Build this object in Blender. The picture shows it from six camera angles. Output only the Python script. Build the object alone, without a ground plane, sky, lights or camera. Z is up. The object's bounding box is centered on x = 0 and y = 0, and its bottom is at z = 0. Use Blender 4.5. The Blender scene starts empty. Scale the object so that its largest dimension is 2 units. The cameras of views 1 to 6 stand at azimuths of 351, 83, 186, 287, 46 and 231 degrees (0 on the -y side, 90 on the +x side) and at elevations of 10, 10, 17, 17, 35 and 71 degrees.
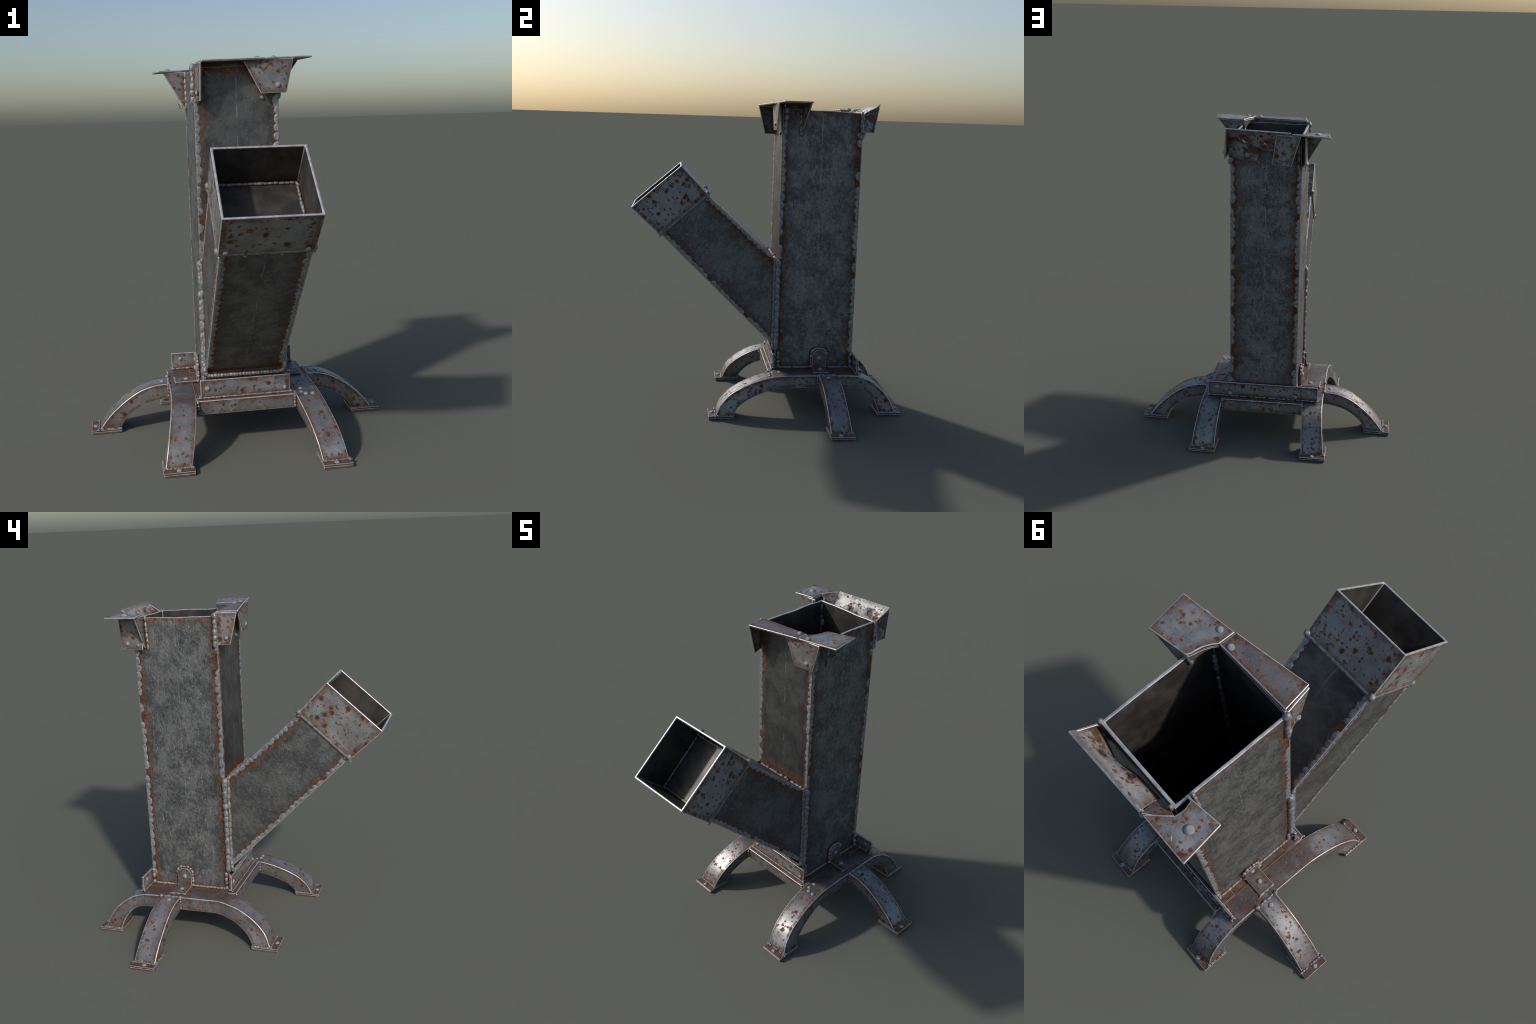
"""Rusty welded steel rocket stove: square chimney, slanted feed chute with a
collar, pot brackets on the rim and an arched six-legged stand."""
import bpy, bmesh, math, random
from mathutils import Vector, Matrix, noise as mnoise

V = Vector
# ------------------------------------------------------------------ materials
class Tree:
    """Small helper to write node trees tersely."""
    def __init__(self, name):
        self.mat = bpy.data.materials.new(name)
        self.mat.use_nodes = True
        self.nt = self.mat.node_tree
        self.nt.nodes.clear()

    def n(self, kind, **kw):
        node = self.nt.nodes.new(kind)
        for k, v in kw.items():
            setattr(node, k, v)
        return node

    def put(self, sock, v):
        if v is None:
            return
        if isinstance(v, bpy.types.NodeSocket):
            self.nt.links.new(v, sock)
        else:
            sock.default_value = v

    def math(self, op, a, b=0.0, c=None, clamp=False):
        m = self.n('ShaderNodeMath', operation=op, use_clamp=clamp)
        self.put(m.inputs[0], a)
        self.put(m.inputs[1], b)
        if c is not None:
            self.put(m.inputs[2], c)
        return m.outputs[0]

    def step(self, v, lo, hi, to0=0.0, to1=1.0):
        m = self.n('ShaderNodeMapRange', interpolation_type='SMOOTHSTEP')
        for i, x in enumerate((v, lo, hi, to0, to1)):
            self.put(m.inputs[i], x)
        return m.outputs[0]

    def mix(self, f, a, b, blend='MIX'):
        m = self.n('ShaderNodeMix', data_type='RGBA', blend_type=blend)
        self.put(m.inputs[0], f)
        for s, v in ((6, a), (7, b)):
            if isinstance(v, tuple):
                v = (*v, 1.0) if len(v) == 3 else v
            self.put(m.inputs[s], v)
        return m.outputs[2]

    def noise(self, vec, scale, detail=4.0, rough=0.55, dist=0.0):
        m = self.n('ShaderNodeTexNoise')
        self.put(m.inputs['Vector'], vec)
        m.inputs['Scale'].default_value = scale
        m.inputs['Detail'].default_value = detail
        m.inputs['Roughness'].default_value = rough
        m.inputs['Distortion'].default_value = dist
        return m.outputs['Fac']

    def dots(self, co, scale, rmax, wobble, share):
        """Signed mask of scattered round spots: value > 0 inside a spot.
        Only a `share` of the cells carries one; radii vary up to rmax (metres)."""
        w = self.n('ShaderNodeTexNoise')
        self.put(w.inputs['Vector'], co)
        w.inputs['Scale'].default_value = 60.0
        w.inputs['Detail'].default_value = 4.0
        w.inputs['Roughness'].default_value = 0.62
        off = self.n('ShaderNodeVectorMath', operation='MULTIPLY_ADD')
        self.nt.links.new(w.outputs['Color'], off.inputs[0])
        off.inputs[1].default_value = (wobble,) * 3
        self.put(off.inputs[2], co)
        v = self.n('ShaderNodeTexVoronoi')
        self.nt.links.new(off.outputs[0], v.inputs['Vector'])
        v.inputs['Scale'].default_value = scale
        c = self.n('ShaderNodeSeparateColor')
        self.nt.links.new(v.outputs['Color'], c.inputs[0])
        r = self.step(c.outputs[0], 1.0 - share, 1.0, 0.25, 1.0)
        r = self.math('MULTIPLY', r, rmax * scale)
        on = self.math('GREATER_THAN', c.outputs[0], 1.0 - share)
        d = self.math('SUBTRACT', r, v.outputs['Distance'])
        d = self.math('DIVIDE', d, rmax * scale)
        return self.math('MULTIPLY_ADD', on, 2.0, self.math('SUBTRACT', d, 2.0))

    def mapping(self, vec, scale=(1, 1, 1), rot=(0, 0, 0), loc=(0, 0, 0)):
        m = self.n('ShaderNodeMapping')
        self.put(m.inputs[0], vec)
        m.inputs['Location'].default_value = loc
        m.inputs['Rotation'].default_value = rot
        m.inputs['Scale'].default_value = scale
        return m.outputs[0]

    def ramp(self, v, stops):
        m = self.n('ShaderNodeValToRGB')
        e = m.color_ramp.elements
        while len(e) < len(stops):
            e.new(0.5)
        for el, (p, c) in zip(e, stops):
            el.position = p
            el.color = (*c, 1.0)
        self.put(m.inputs[0], v)
        return m.outputs[0]

    def finish(self, color, metal, rough, bump=None, strength=0.3, distance=0.003, spec=0.5):
        p = self.n('ShaderNodeBsdfPrincipled')
        self.put(p.inputs['Base Color'], color if not isinstance(color, tuple) else (*color, 1.0))
        self.put(p.inputs['Metallic'], metal)
        self.put(p.inputs['Roughness'], rough)
        p.inputs['Specular IOR Level'].default_value = spec
        if bump is not None:
            b = self.n('ShaderNodeBump')
            b.inputs['Strength'].default_value = strength
            b.inputs['Distance'].default_value = distance
            self.put(b.inputs['Height'], bump)
            self.nt.links.new(b.outputs[0], p.inputs['Normal'])
        o = self.n('ShaderNodeOutputMaterial')
        self.nt.links.new(p.outputs[0], o.inputs[0])
        return self.mat

    def edge(self, radius):
        """0 on flats, rising towards the part's own edges (Bevel node)."""
        b = self.n('ShaderNodeBevel', samples=6)
        b.inputs['Radius'].default_value = radius
        g = self.n('ShaderNodeNewGeometry')
        d = self.n('ShaderNodeVectorMath', operation='DOT_PRODUCT')
        self.nt.links.new(b.outputs[0], d.inputs[0])
        self.nt.links.new(g.outputs['True Normal'], d.inputs[1])
        return self.math('SQRT', self.math('SUBTRACT', 1.0, d.outputs['Value'], clamp=True))

    def crevice(self, dist):  # occlusion mask, high where shade gathers between parts
        a = self.n('ShaderNodeAmbientOcclusion', samples=6)
        a.inputs['Distance'].default_value = dist
        return self.math('SUBTRACT', 1.0, a.outputs['AO'], clamp=True)


RUST_DARK, RUST_MID, RUST_HOT = (0.034, 0.014, 0.008), (0.115, 0.043, 0.016), (0.31, 0.115, 0.037)


def rust_colour(t, co):
    """Brown to orange rust, mottled."""
    return t.ramp(t.noise(co, 55.0, 6.0, 0.65), [(0.34, RUST_DARK), (0.48, RUST_MID), (0.66, RUST_HOT)])


def spotted_steel(name, base=(0.24, 0.25, 0.255), metal=0.55, rough=0.42, spots=0.585, edge_rust=1.0, rust_shade=1.0, core_grime=False):
    """Grey sheet metal with rust spots, rusty borders and rust plus painted shade in the crevices."""
    t = Tree(name)
    co = t.n('ShaderNodeTexCoord').outputs['Object']
    big = t.noise(co, 9.0, 6.0, 0.62)
    fine = t.noise(co, 170.0, 4.0, 0.65)
    grain = t.noise(t.mapping(co, (340, 340, 36), (0.5, 0.4, 0.2)), 1.0, 2.0)
    col = t.mix(t.step(big, 0.3, 0.7), tuple(c * 0.62 for c in base), tuple(c * 1.15 for c in base))
    col = t.mix(t.step(fine, 0.38, 0.68, 0.0, 0.45), col, tuple(c * 1.45 for c in base))
    col = t.mix(t.step(grain, 0.60, 0.75, 0.0, 0.4), col, tuple(min(1, c * 1.8) for c in base))
    warm = t.noise(t.mapping(co, loc=(2, 8, 5)), 13.0, 4.0, 0.6)
    col = t.mix(t.step(warm, 0.5, 0.78, 0.0, 0.2), col, (0.17, 0.125, 0.095))
    if core_grime:
        # the middle of the stand has browned with heat
        xyz = t.n('ShaderNodeSeparateXYZ')
        t.put(xyz.inputs[0], co)
        gx = t.math('DIVIDE', t.math('ABSOLUTE', xyz.outputs[0]), 0.44)
        gy = t.math('DIVIDE', t.math('ABSOLUTE', t.math('SUBTRACT', xyz.outputs[1], 0.32)), 0.34)
        gm = t.math('ADD', t.math('MAXIMUM', gx, gy), t.math('MULTIPLY_ADD', big, 0.5, -0.25))
        up = t.step(xyz.outputs[2], 0.225, 0.256)
        col = t.mix(t.math('MULTIPLY', t.step(gm, 1.0, 0.78, 0.0, 0.6), up), col, (0.085, 0.055, 0.042))
    k = (0.62 - spots) * 10 + 1.0
    blot = t.dots(co, 21.0, 0.0170, 0.028, 0.66 * k)
    small = t.dots(t.mapping(co, loc=(3.1, 1.7, 0.4)), 44.0, 0.0098, 0.018, 0.66 * k)
    odd = t.noise(co, 30.0, 4.0, 0.6, 0.2)
    s1 = t.step(blot, 0.0, 0.22)
    s2 = t.step(small, 0.0, 0.30, 0.0, 0.9)
    spot = t.math('MAXIMUM', t.math('MAXIMUM', s1, s2), t.step(odd, spots + 0.005, spots + 0.045))
    e = t.edge(0.045)
    ragged = t.noise(co, 22.0, 6.0, 0.68)
    em = t.math('MULTIPLY', e, t.step(ragged, 0.38, 0.64, 0.0, 7.5 * edge_rust))
    em = t.step(em, 0.25, 0.44, 0.0, 0.95)
    cv = t.math('MULTIPLY', t.crevice(0.05), t.step(ragged, 0.3, 0.65, 0.8, 1.7))  # rust mixed with occlusion shade painted into the joints
    cv = t.step(cv, 0.24, 0.62, 0.0, 0.95 * rust_shade)
    rust = t.math('MAXIMUM', t.math('MAXIMUM', spot, em), cv)
    core = t.math('MAXIMUM', t.step(blot, 0.10, 0.45, 0.0, 0.85), t.step(small, 0.15, 0.6, 0.0, 0.85))
    deep = t.math('MAXIMUM', t.math('MULTIPLY', cv, 0.6), t.step(em, 0.5, 0.95, 0.0, 0.6))
    rc = t.mix(t.math('MAXIMUM', core, deep), rust_colour(t, co), (0.048, 0.020, 0.011))
    halo = t.step(blot, -0.4, 0.1, 0.0, 0.35)
    col = t.mix(halo, col, (0.19, 0.095, 0.05))
    col = t.mix(rust, col, rc)
    m = t.math('MULTIPLY_ADD', rust, -metal * 0.9, metal)
    r = t.math('MULTIPLY_ADD', rust, 0.34, t.step(big, 0.3, 0.7, rough - 0.06, rough + 0.1))
    h = t.math('ADD', t.math('MULTIPLY', fine, 0.35), t.math('MULTIPLY', rust, -0.6))
    return t.finish(col, m, r, h, 0.4, 0.003)


def scorched_steel(name, local=False, half=(0.211, 0.256), centre=0.324):
    """Dark hammered plate of the chimney and chute: mottled, scratched, rusty by the welds."""
    t = Tree(name)
    co = t.n('ShaderNodeTexCoord').outputs['Object']
    xyz = t.n('ShaderNodeSeparateXYZ')
    t.put(xyz.inputs[0], co)
    x, y, z = xyz.outputs
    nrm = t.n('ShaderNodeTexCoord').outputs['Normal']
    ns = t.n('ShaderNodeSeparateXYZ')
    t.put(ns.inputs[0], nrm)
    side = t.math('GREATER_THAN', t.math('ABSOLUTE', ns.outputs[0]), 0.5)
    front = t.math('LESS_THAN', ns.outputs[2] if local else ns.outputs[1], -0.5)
    along, other = (y, z) if local else (z, y)
    # distance to the nearest long corner of the box
    a = t.math('SUBTRACT', half[0], t.math('ABSOLUTE', x))
    hy = t.math('MULTIPLY_ADD', y, -0.0235, half[1]) if local else half[1]     # the chute tapers
    b = t.math('SUBTRACT', hy, t.math('ABSOLUTE', t.math('SUBTRACT', other, centre)))
    d = t.math('MAXIMUM', a, b)
    # steel
    big = t.noise(co, 8.0, 6.0, 0.65, 0.3)
    mid = t.noise(t.mapping(co, (1, 1, 0.75)), 44.0, 8.0, 0.74, 0.25)
    hammer = t.noise(t.mapping(co, (1, 1, 0.7), (0.3, 0.3, 0)), 85.0, 4.0, 0.65, 0.35)
    fine = t.noise(co, 230.0, 5.0, 0.72)
    streak1 = t.noise(t.mapping(co, (150, 150, 22), (0.55, 0.5, 0)), 1.0, 3.0, 0.6)
    streak2 = t.noise(t.mapping(co, (190, 190, 20), (-0.7, -0.65, 0)), 1.0, 3.0, 0.6)
    long = t.noise(t.mapping(co, (230, 230, 5), (-0.45, -0.4, 0.2)), 1.0, 1.0, 0.5)
    pits = t.noise(t.mapping(co, loc=(1.3, 4.2, 2.2)), 80.0, 2.0, 0.5)
    blotch = t.noise(t.mapping(co, loc=(9, 3, 6)), 19.0, 5.0, 0.62, 0.4)
    col = t.mix(t.step(big, 0.40, 0.61), (0.084, 0.088, 0.090), (0.190, 0.194, 0.192))
    col = t.mix(t.step(blotch, 0.52, 0.68, 0.0, 0.30), col, (0.27, 0.275, 0.272))
    col = t.mix(t.step(blotch, 0.46, 0.32, 0.0, 0.28), col, (0.058, 0.061, 0.066))
    col = t.mix(t.step(mid, 0.48, 0.66, 0.0, 0.65), col, (0.30, 0.303, 0.302))
    col = t.mix(t.step(mid, 0.45, 0.32, 0.0, 0.65), col, (0.042, 0.045, 0.049))
    col = t.mix(t.step(fine, 0.5, 0.66, 0.0, 0.65), col, (0.31, 0.31, 0.305))
    col = t.mix(t.step(hammer, 0.46, 0.34, 0.0, 0.6), col, (0.045, 0.047, 0.05))
    s = t.math('MAXIMUM', t.step(streak1, 0.64, 0.74), t.step(streak2, 0.66, 0.76))
    s = t.math('MAXIMUM', s, t.step(long, 0.74, 0.80))
    col = t.mix(t.math('MULTIPLY', s, 0.3 if local else 0.62), col, (0.5, 0.5, 0.49))
    cut = t.noise(t.mapping(co, (170, 170, 9), (0.62, 0.58, 0.1), (3, 1, 2)), 1.0, 1.0, 0.5)
    cm = t.step(cut, 0.755, 0.79)
    col = t.mix(t.math('MULTIPLY', cm, 0.8), col, (0.03, 0.028, 0.026))
    pm = t.math('MAXIMUM', t.step(pits, 0.66, 0.71), cm)
    col = t.mix(t.math('MULTIPLY', pm, 0.85), col, (0.03, 0.024, 0.02))
    calm = t.math('MULTIPLY_ADD', front, -0.5 if local else -0.65, 0.62 if local else 1.0)
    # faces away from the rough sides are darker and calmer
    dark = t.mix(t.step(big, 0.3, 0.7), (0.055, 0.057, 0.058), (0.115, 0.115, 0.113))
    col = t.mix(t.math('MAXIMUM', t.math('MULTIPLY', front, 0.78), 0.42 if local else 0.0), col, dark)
    # centre scribe line, broken up by noise
    u = t.math('ADD', t.math('MULTIPLY', side, t.math('SUBTRACT', other, centre)),
               t.math('MULTIPLY', t.math('SUBTRACT', 1.0, side), x))
    wob = t.noise(t.mapping(co, (0, 6, 0) if local else (0, 0, 6)), 1.0, 2.0)
    u = t.math('ADD', u, t.math('MULTIPLY_ADD', wob, 0.02, -0.010))
    line = t.step(t.math('ABSOLUTE', u), 0.0026, 0.0010)
    line = t.math('MULTIPLY', line, t.step(t.noise(co, 11.0, 2.0), 0.42, 0.55))
    if local:
        line = t.math('MULTIPLY', line, t.math('SUBTRACT', 1.0, side))
    else:
        line = t.math('MULTIPLY', line, t.step(z, 0.9, 1.25))
    col = t.mix(t.math('MULTIPLY', line, 0.5), col, (0.42, 0.42, 0.4))
    # rust along the welded corners, at the foot and under the rim, with painted crevice shade
    rag = t.noise(co, 24.0, 6.0, 0.7)
    patch = t.noise(t.mapping(co, loc=(5, 2, 1)), 9.0, 3.0)
    reach = t.math('MULTIPLY_ADD', t.step(rag, 0.35, 0.66), 0.028, t.step(patch, 0.35, 0.7, 0.018, 0.037))
    q = t.math('DIVIDE', d, reach)
    r1 = t.step(q, 1.05, 0.75, 0.0, t.math('MULTIPLY_ADD', front, -0.25, 1.0))
    cv = t.math('MULTIPLY', t.crevice(0.07), t.step(rag, 0.3, 0.65, 0.75, 1.6))  # occlusion-driven browning: rust and painted shade where parts meet
    cv = t.step(cv, 0.2, 0.55, 0.0, 0.92)
    freck = t.step(t.noise(t.mapping(co, loc=(7.7, 0.4, 9.0)), 30.0, 3.0, 0.6), 0.67, 0.71)
    freck = t.math('MULTIPLY', freck, calm)
    rust = t.math('MAXIMUM', t.math('MAXIMUM', r1, cv), freck)
    if not local:
        top = t.step(t.math('ADD', z, t.math('MULTIPLY', rag, 0.16)), 1.975, 2.02)
        rust = t.math('MAXIMUM', rust, t.math('MULTIPLY', top, 0.8))
    stain = t.step(q, 2.4, 0.9, 0.0, 0.5)
    col = t.mix(stain, col, (0.06, 0.038, 0.026))
    # dark brown against the weld, orange at the ragged border
    inner = t.math('MAXIMUM', t.step(q, 0.95, 0.6), t.step(cv, 0.4, 0.8))
    rc = t.mix(t.math('MULTIPLY', inner, 0.55), rust_colour(t, co), (0.045, 0.019, 0.010))
    col = t.mix(rust, col, rc)
    m = t.math('MULTIPLY_ADD', rust, -0.5, 0.6)
    r = t.math('MULTIPLY_ADD', rust, 0.3, t.step(mid, 0.3, 0.7, 0.5, 0.36))
    h = t.math('ADD', t.math('MULTIPLY', mid, 0.8), t.math('MULTIPLY', fine, 0.2))
    h = t.math('ADD', h, t.math('MULTIPLY', hammer, 0.55))
    h = t.math('ADD', h, t.math('MULTIPLY', t.math('ADD', pm, s), -0.1 if local else -0.3))
    h = t.math('MULTIPLY', h, calm)
    return t.finish(col, m, r, h, 0.6, 0.009)


def inner_steel():
    t = Tree('dark_brown_inside')  # darker, smoother brown than the outer plates
    co = t.n('ShaderNodeTexCoord').outputs['Object']
    f = t.noise(co, 9.0, 5.0, 0.6)
    col = t.mix(t.step(f, 0.35, 0.7), (0.040, 0.037, 0.036), (0.095, 0.084, 0.075))
    col = t.mix(t.step(t.crevice(0.08), 0.3, 0.75, 0.0, 0.7), col, (0.07, 0.033, 0.016))  # occlusion shade painted into the corners as rusty brown
    return t.finish(col, 0.4, 0.5, t.noise(co, 160.0, 3.0), 0.15, 0.002)


def worn_edge():
    """Bare, rubbed steel along the bevelled edges."""
    t = Tree('worn_edge')
    co = t.n('ShaderNodeTexCoord').outputs['Object']
    f = t.noise(co, 30.0, 4.0, 0.6)
    col = t.mix(t.step(f, 0.3, 0.7), (0.36, 0.37, 0.39), (0.60, 0.60, 0.61))
    rust = t.step(t.noise(co, 24.0, 4.0, 0.6), 0.64, 0.72, 0.0, 0.75)
    col = t.mix(rust, col, (0.13, 0.055, 0.025))
    return t.finish(col, t.math('MULTIPLY_ADD', rust, -0.35, 0.45), 0.36, f, 0.2, 0.002)


def weld_metal(name, base, rough=0.42, rust_shade=0.9):
    t = Tree(name)
    co = t.n('ShaderNodeTexCoord').outputs['Object']
    f = t.noise(co, 60.0, 6.0, 0.68)
    col = t.mix(t.step(f, 0.32, 0.68), tuple(c * 0.5 for c in base), tuple(c * 1.3 for c in base))
    rag = t.noise(co, 30.0, 5.0, 0.65)
    cv = t.math('MULTIPLY', t.crevice(0.03), t.step(rag, 0.3, 0.65, 0.6, 1.7))  # rust and painted shade in the hollows around drops and rivets
    rust = t.math('MAXIMUM', t.step(cv, 0.32, 0.75, 0.0, rust_shade), t.step(rag, 0.60, 0.67, 0.0, 0.9))
    col = t.mix(rust, col, t.mix(0.4, rust_colour(t, co), RUST_MID))
    h = t.math('ADD', t.noise(co, 150.0, 4.0, 0.7), t.math('MULTIPLY', f, 0.7))
    return t.finish(col, t.math('MULTIPLY_ADD', rust, -0.3, 0.38), t.math('MULTIPLY_ADD', rust, 0.3, rough), h, 0.5, 0.004)


M_EDGE = worn_edge()
M_LIP = weld_metal('lip_metal', (0.24, 0.25, 0.26), 0.4, 0.3)
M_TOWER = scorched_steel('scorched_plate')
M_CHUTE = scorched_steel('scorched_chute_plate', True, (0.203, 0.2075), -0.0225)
M_INNER = inner_steel()
M_LEG = spotted_steel('spotted_leg_steel', (0.245, 0.248, 0.252), 0.62, 0.40, spots=0.605, edge_rust=0.72, rust_shade=0.9, core_grime=True)
M_SHEET = spotted_steel('spotted_sheet_steel', (0.235, 0.245, 0.25), 0.45, 0.46, spots=0.59)
M_SHELF = spotted_steel('dull_shelf_steel', (0.165, 0.16, 0.16), 0.45, 0.46, spots=0.64)
M_FLARE = spotted_steel('flared_sheet_steel', (0.29, 0.30, 0.305), 0.35, 0.5, spots=0.605, edge_rust=0.6, rust_shade=0.45)
M_FOOT = spotted_steel('rusty_plate', (0.13, 0.105, 0.092), 0.45, 0.46, spots=0.56, edge_rust=0.8)
M_WELD = weld_metal('weld_metal', (0.24, 0.25, 0.26))
M_WELD_DULL = weld_metal('dull_weld_metal', (0.27, 0.282, 0.295), 0.48)
M_RIVET = weld_metal('rivet_metal', (0.36, 0.365, 0.37), 0.34, 0.35)

# ------------------------------------------------------------------ builders
SCENE = bpy.context.scene.collection
ROOT = bpy.data.objects.new('rocket_stove', None)
SCENE.objects.link(ROOT)
ROOT['label'] = 'rusty welded steel rocket stove with slanted feed chute on arched legs'
ROOT['category'] = 'stove'


def new_object(name, me, parent=None, mats=(), smooth=True):
    o = bpy.data.objects.new(name, me)
    SCENE.objects.link(o)
    for m in mats:
        me.materials.append(m)
    if smooth:
        for p in me.polygons:
            p.use_smooth = True
    parent = parent or ROOT
    o.parent = parent
    o.matrix_parent_inverse = parent.matrix_basis.inverted()
    return o


def bevel(o, width, segs=2, angle=32):
    b = o.modifiers.new('edge', 'BEVEL')
    b.width, b.segments = width, segs
    b.limit_method, b.angle_limit = 'ANGLE', math.radians(angle)
    b.material = 1
    b.harden_normals = True
    b.use_clamp_overlap = True
    return b


def mesh(name, verts, faces):
    me = bpy.data.meshes.new(name)
    me.from_pydata([tuple(v) for v in verts], [], faces)
    bm = bmesh.new()
    bm.from_mesh(me)
    bmesh.ops.recalc_face_normals(bm, faces=bm.faces)
    bm.to_mesh(me)
    bm.free()
    return me


def plate(name, pts, thick, parent=None, mat=None, edge=0.003, toward=None):
    """Flat sheet cut to the outline pts and given a thickness.
    The outline is the face seen; the thickness goes to the side of `toward`."""
    pts = [V(p) for p in pts]
    nrm = V((0, 0, 0))
    for i, p in enumerate(pts):
        nrm += p.cross(pts[(i + 1) % len(pts)])
    nrm.normalize()
    if toward is not None and nrm.dot(V(toward)) < 0:
        nrm = -nrm
    n = len(pts)
    verts = pts + [p + nrm * thick for p in pts]
    faces = [list(range(n)), list(range(n, 2 * n))]
    faces += [[i, (i + 1) % n, n + (i + 1) % n, n + i] for i in range(n)]
    o = new_object(name, mesh(name, verts, faces), parent, (mat or M_SHEET, M_EDGE))
    bevel(o, edge)
    return o


def box(name, lo, hi, parent=None, mat=None, edge=0.003):
    (x0, y0, z0), (x1, y1, z1) = lo, hi
    return plate(name, [(x0, y0, z0), (x1, y0, z0), (x1, y1, z0), (x0, y1, z0)], z1 - z0, parent, mat, edge, (0, 0, 1))


def catmull(pts, n):
    """n points evenly spaced along a smooth curve through pts."""
    pts = [V(p) for p in pts]
    ext = [2 * pts[0] - pts[1]] + pts + [2 * pts[-1] - pts[-2]]
    fine = []
    for i in range(1, len(ext) - 2):
        p0, p1, p2, p3 = ext[i - 1:i + 3]
        for k in range(12):
            t = k / 12
            fine.append(0.5 * ((2 * p1) + (p2 - p0) * t + (2 * p0 - 5 * p1 + 4 * p2 - p3) * t * t
                               + (3 * p1 - p0 - 3 * p2 + p3) * t ** 3))
    fine.append(pts[-1])
    return along(fine, n)


def along(pts, n):
    seg = [0.0]
    for a, b in zip(pts, pts[1:]):
        seg.append(seg[-1] + (b - a).length)
    out, j = [], 0
    for i in range(n):
        s = seg[-1] * i / (n - 1)
        while j < len(seg) - 2 and seg[j + 1] < s:
            j += 1
        f = (s - seg[j]) / max(1e-9, seg[j + 1] - seg[j])
        out.append(pts[j].lerp(pts[j + 1], min(1, f)))
    return out


def _ico(sub):
    bm = bmesh.new()
    bmesh.ops.create_icosphere(bm, subdivisions=sub, radius=1.0)
    vs = [v.co.copy() for v in bm.verts]
    fs = [[v.index for v in f.verts] for f in bm.faces]
    bm.free()
    return vs, fs


ICO = {2: _ico(2), 3: _ico(3)}


def blobs(name, items, parent=None, mat=None, seed=1, rough=0.14, sub=2):
    """One mesh of weld drops: items are (centre, (r_along, r_across, r_out), along, out)."""
    rnd = random.Random(seed)
    bv, bf = ICO[sub]
    verts, faces = [], []
    for c, r, ax, up in items:
        a = V(ax).normalized()
        u = V(up)
        u = (u - a * u.dot(a)).normalized()
        w = a.cross(u)
        off = V((rnd.uniform(0, 50), rnd.uniform(0, 50), rnd.uniform(0, 50)))
        base = len(verts)
        for p in bv:
            k = 1 + rough * mnoise.noise(p * 1.3 + off) + rough * 0.4 * mnoise.noise(p * 3.4 + off)
            verts.append(V(c) + (a * p.x * r[0] + w * p.y * r[1] + u * p.z * r[2]) * k)
        faces += [[base + i for i in f] for f in bf]
    me = bpy.data.meshes.new(name)
    me.from_pydata([tuple(v) for v in verts], [], faces)
    o = new_object(name, me, parent, (mat or M_WELD,))
    o['kind'] = 'stuff'
    return o


def seam(path, r, pitch, parent, mat=None, out=(0, 0, 1), seed=1, skip=0.0, stretch=1.25, jitter=0.18, flat=1.0, name='weld_seam', wander=0.1, sub=2):
    """Row of overlapping weld drops along a path."""
    rnd = random.Random(seed)
    path = [V(p) for p in path]
    length = sum((b - a).length for a, b in zip(path, path[1:]))
    n = max(2, int(length / pitch) + 1)
    pts = along(path, n)
    items = []
    for i, p in enumerate(pts):
        if rnd.random() < skip:
            continue
        t = (pts[min(n - 1, i + 1)] - pts[max(0, i - 1)]).normalized()
        k = 1 + rnd.uniform(-jitter, jitter)
        q = p + t * rnd.uniform(-0.2, 0.2) * pitch + V([rnd.uniform(-1, 1) * r * wander for _ in range(3)])
        items.append((q, (pitch * 0.5 * stretch * (1 + rnd.uniform(-jitter, jitter)), r * k, r * flat * k), t, out))
    return blobs(name, items, parent, mat, seed, sub=sub)


def flush_seam(a, b, face, side, parent, pitch=0.050, wide=0.029, proud=0.0034, skip=0.1, seed=1, name='weld_seam'):
    """Low scalloped weld that creeps from a corner a-b onto one wall: `face` is the
    wall's outward normal, `side` points from the corner into the wall."""
    rnd = random.Random(seed)
    a, b, face, side = V(a), V(b), V(face), V(side)
    length = (b - a).length
    t = (b - a) / length
    bv, bf = ICO[3]
    verts, faces, s = [], [], 0.0
    while s < length:
        step = pitch * rnd.uniform(0.72, 1.25)
        c = a + t * (s + step / 2)
        s += step
        if rnd.random() < skip:
            continue
        w, ln, off = wide * rnd.uniform(0.72, 1.12), step * rnd.uniform(0.52, 0.68), V((rnd.uniform(0, 50), rnd.uniform(0, 50), 0))
        base = len(verts)
        for p in bv:
            k = 1 + 0.10 * mnoise.noise(p * 1.5 + off) + 0.05 * mnoise.noise(p * 4 + off)
            inw = max(-0.0005, p.y * w * k)
            verts.append(c + t * (p.x * ln * k) + side * inw + face * (p.z * proud * k - 0.0008))
        faces += [[base + i for i in f] for f in bf]
    me = bpy.data.meshes.new(name)
    me.from_pydata([tuple(v) for v in verts], [], faces)
    o = new_object(name, me, parent, (M_WELD_DULL,))
    o['kind'] = 'stuff'
    return o


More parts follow.
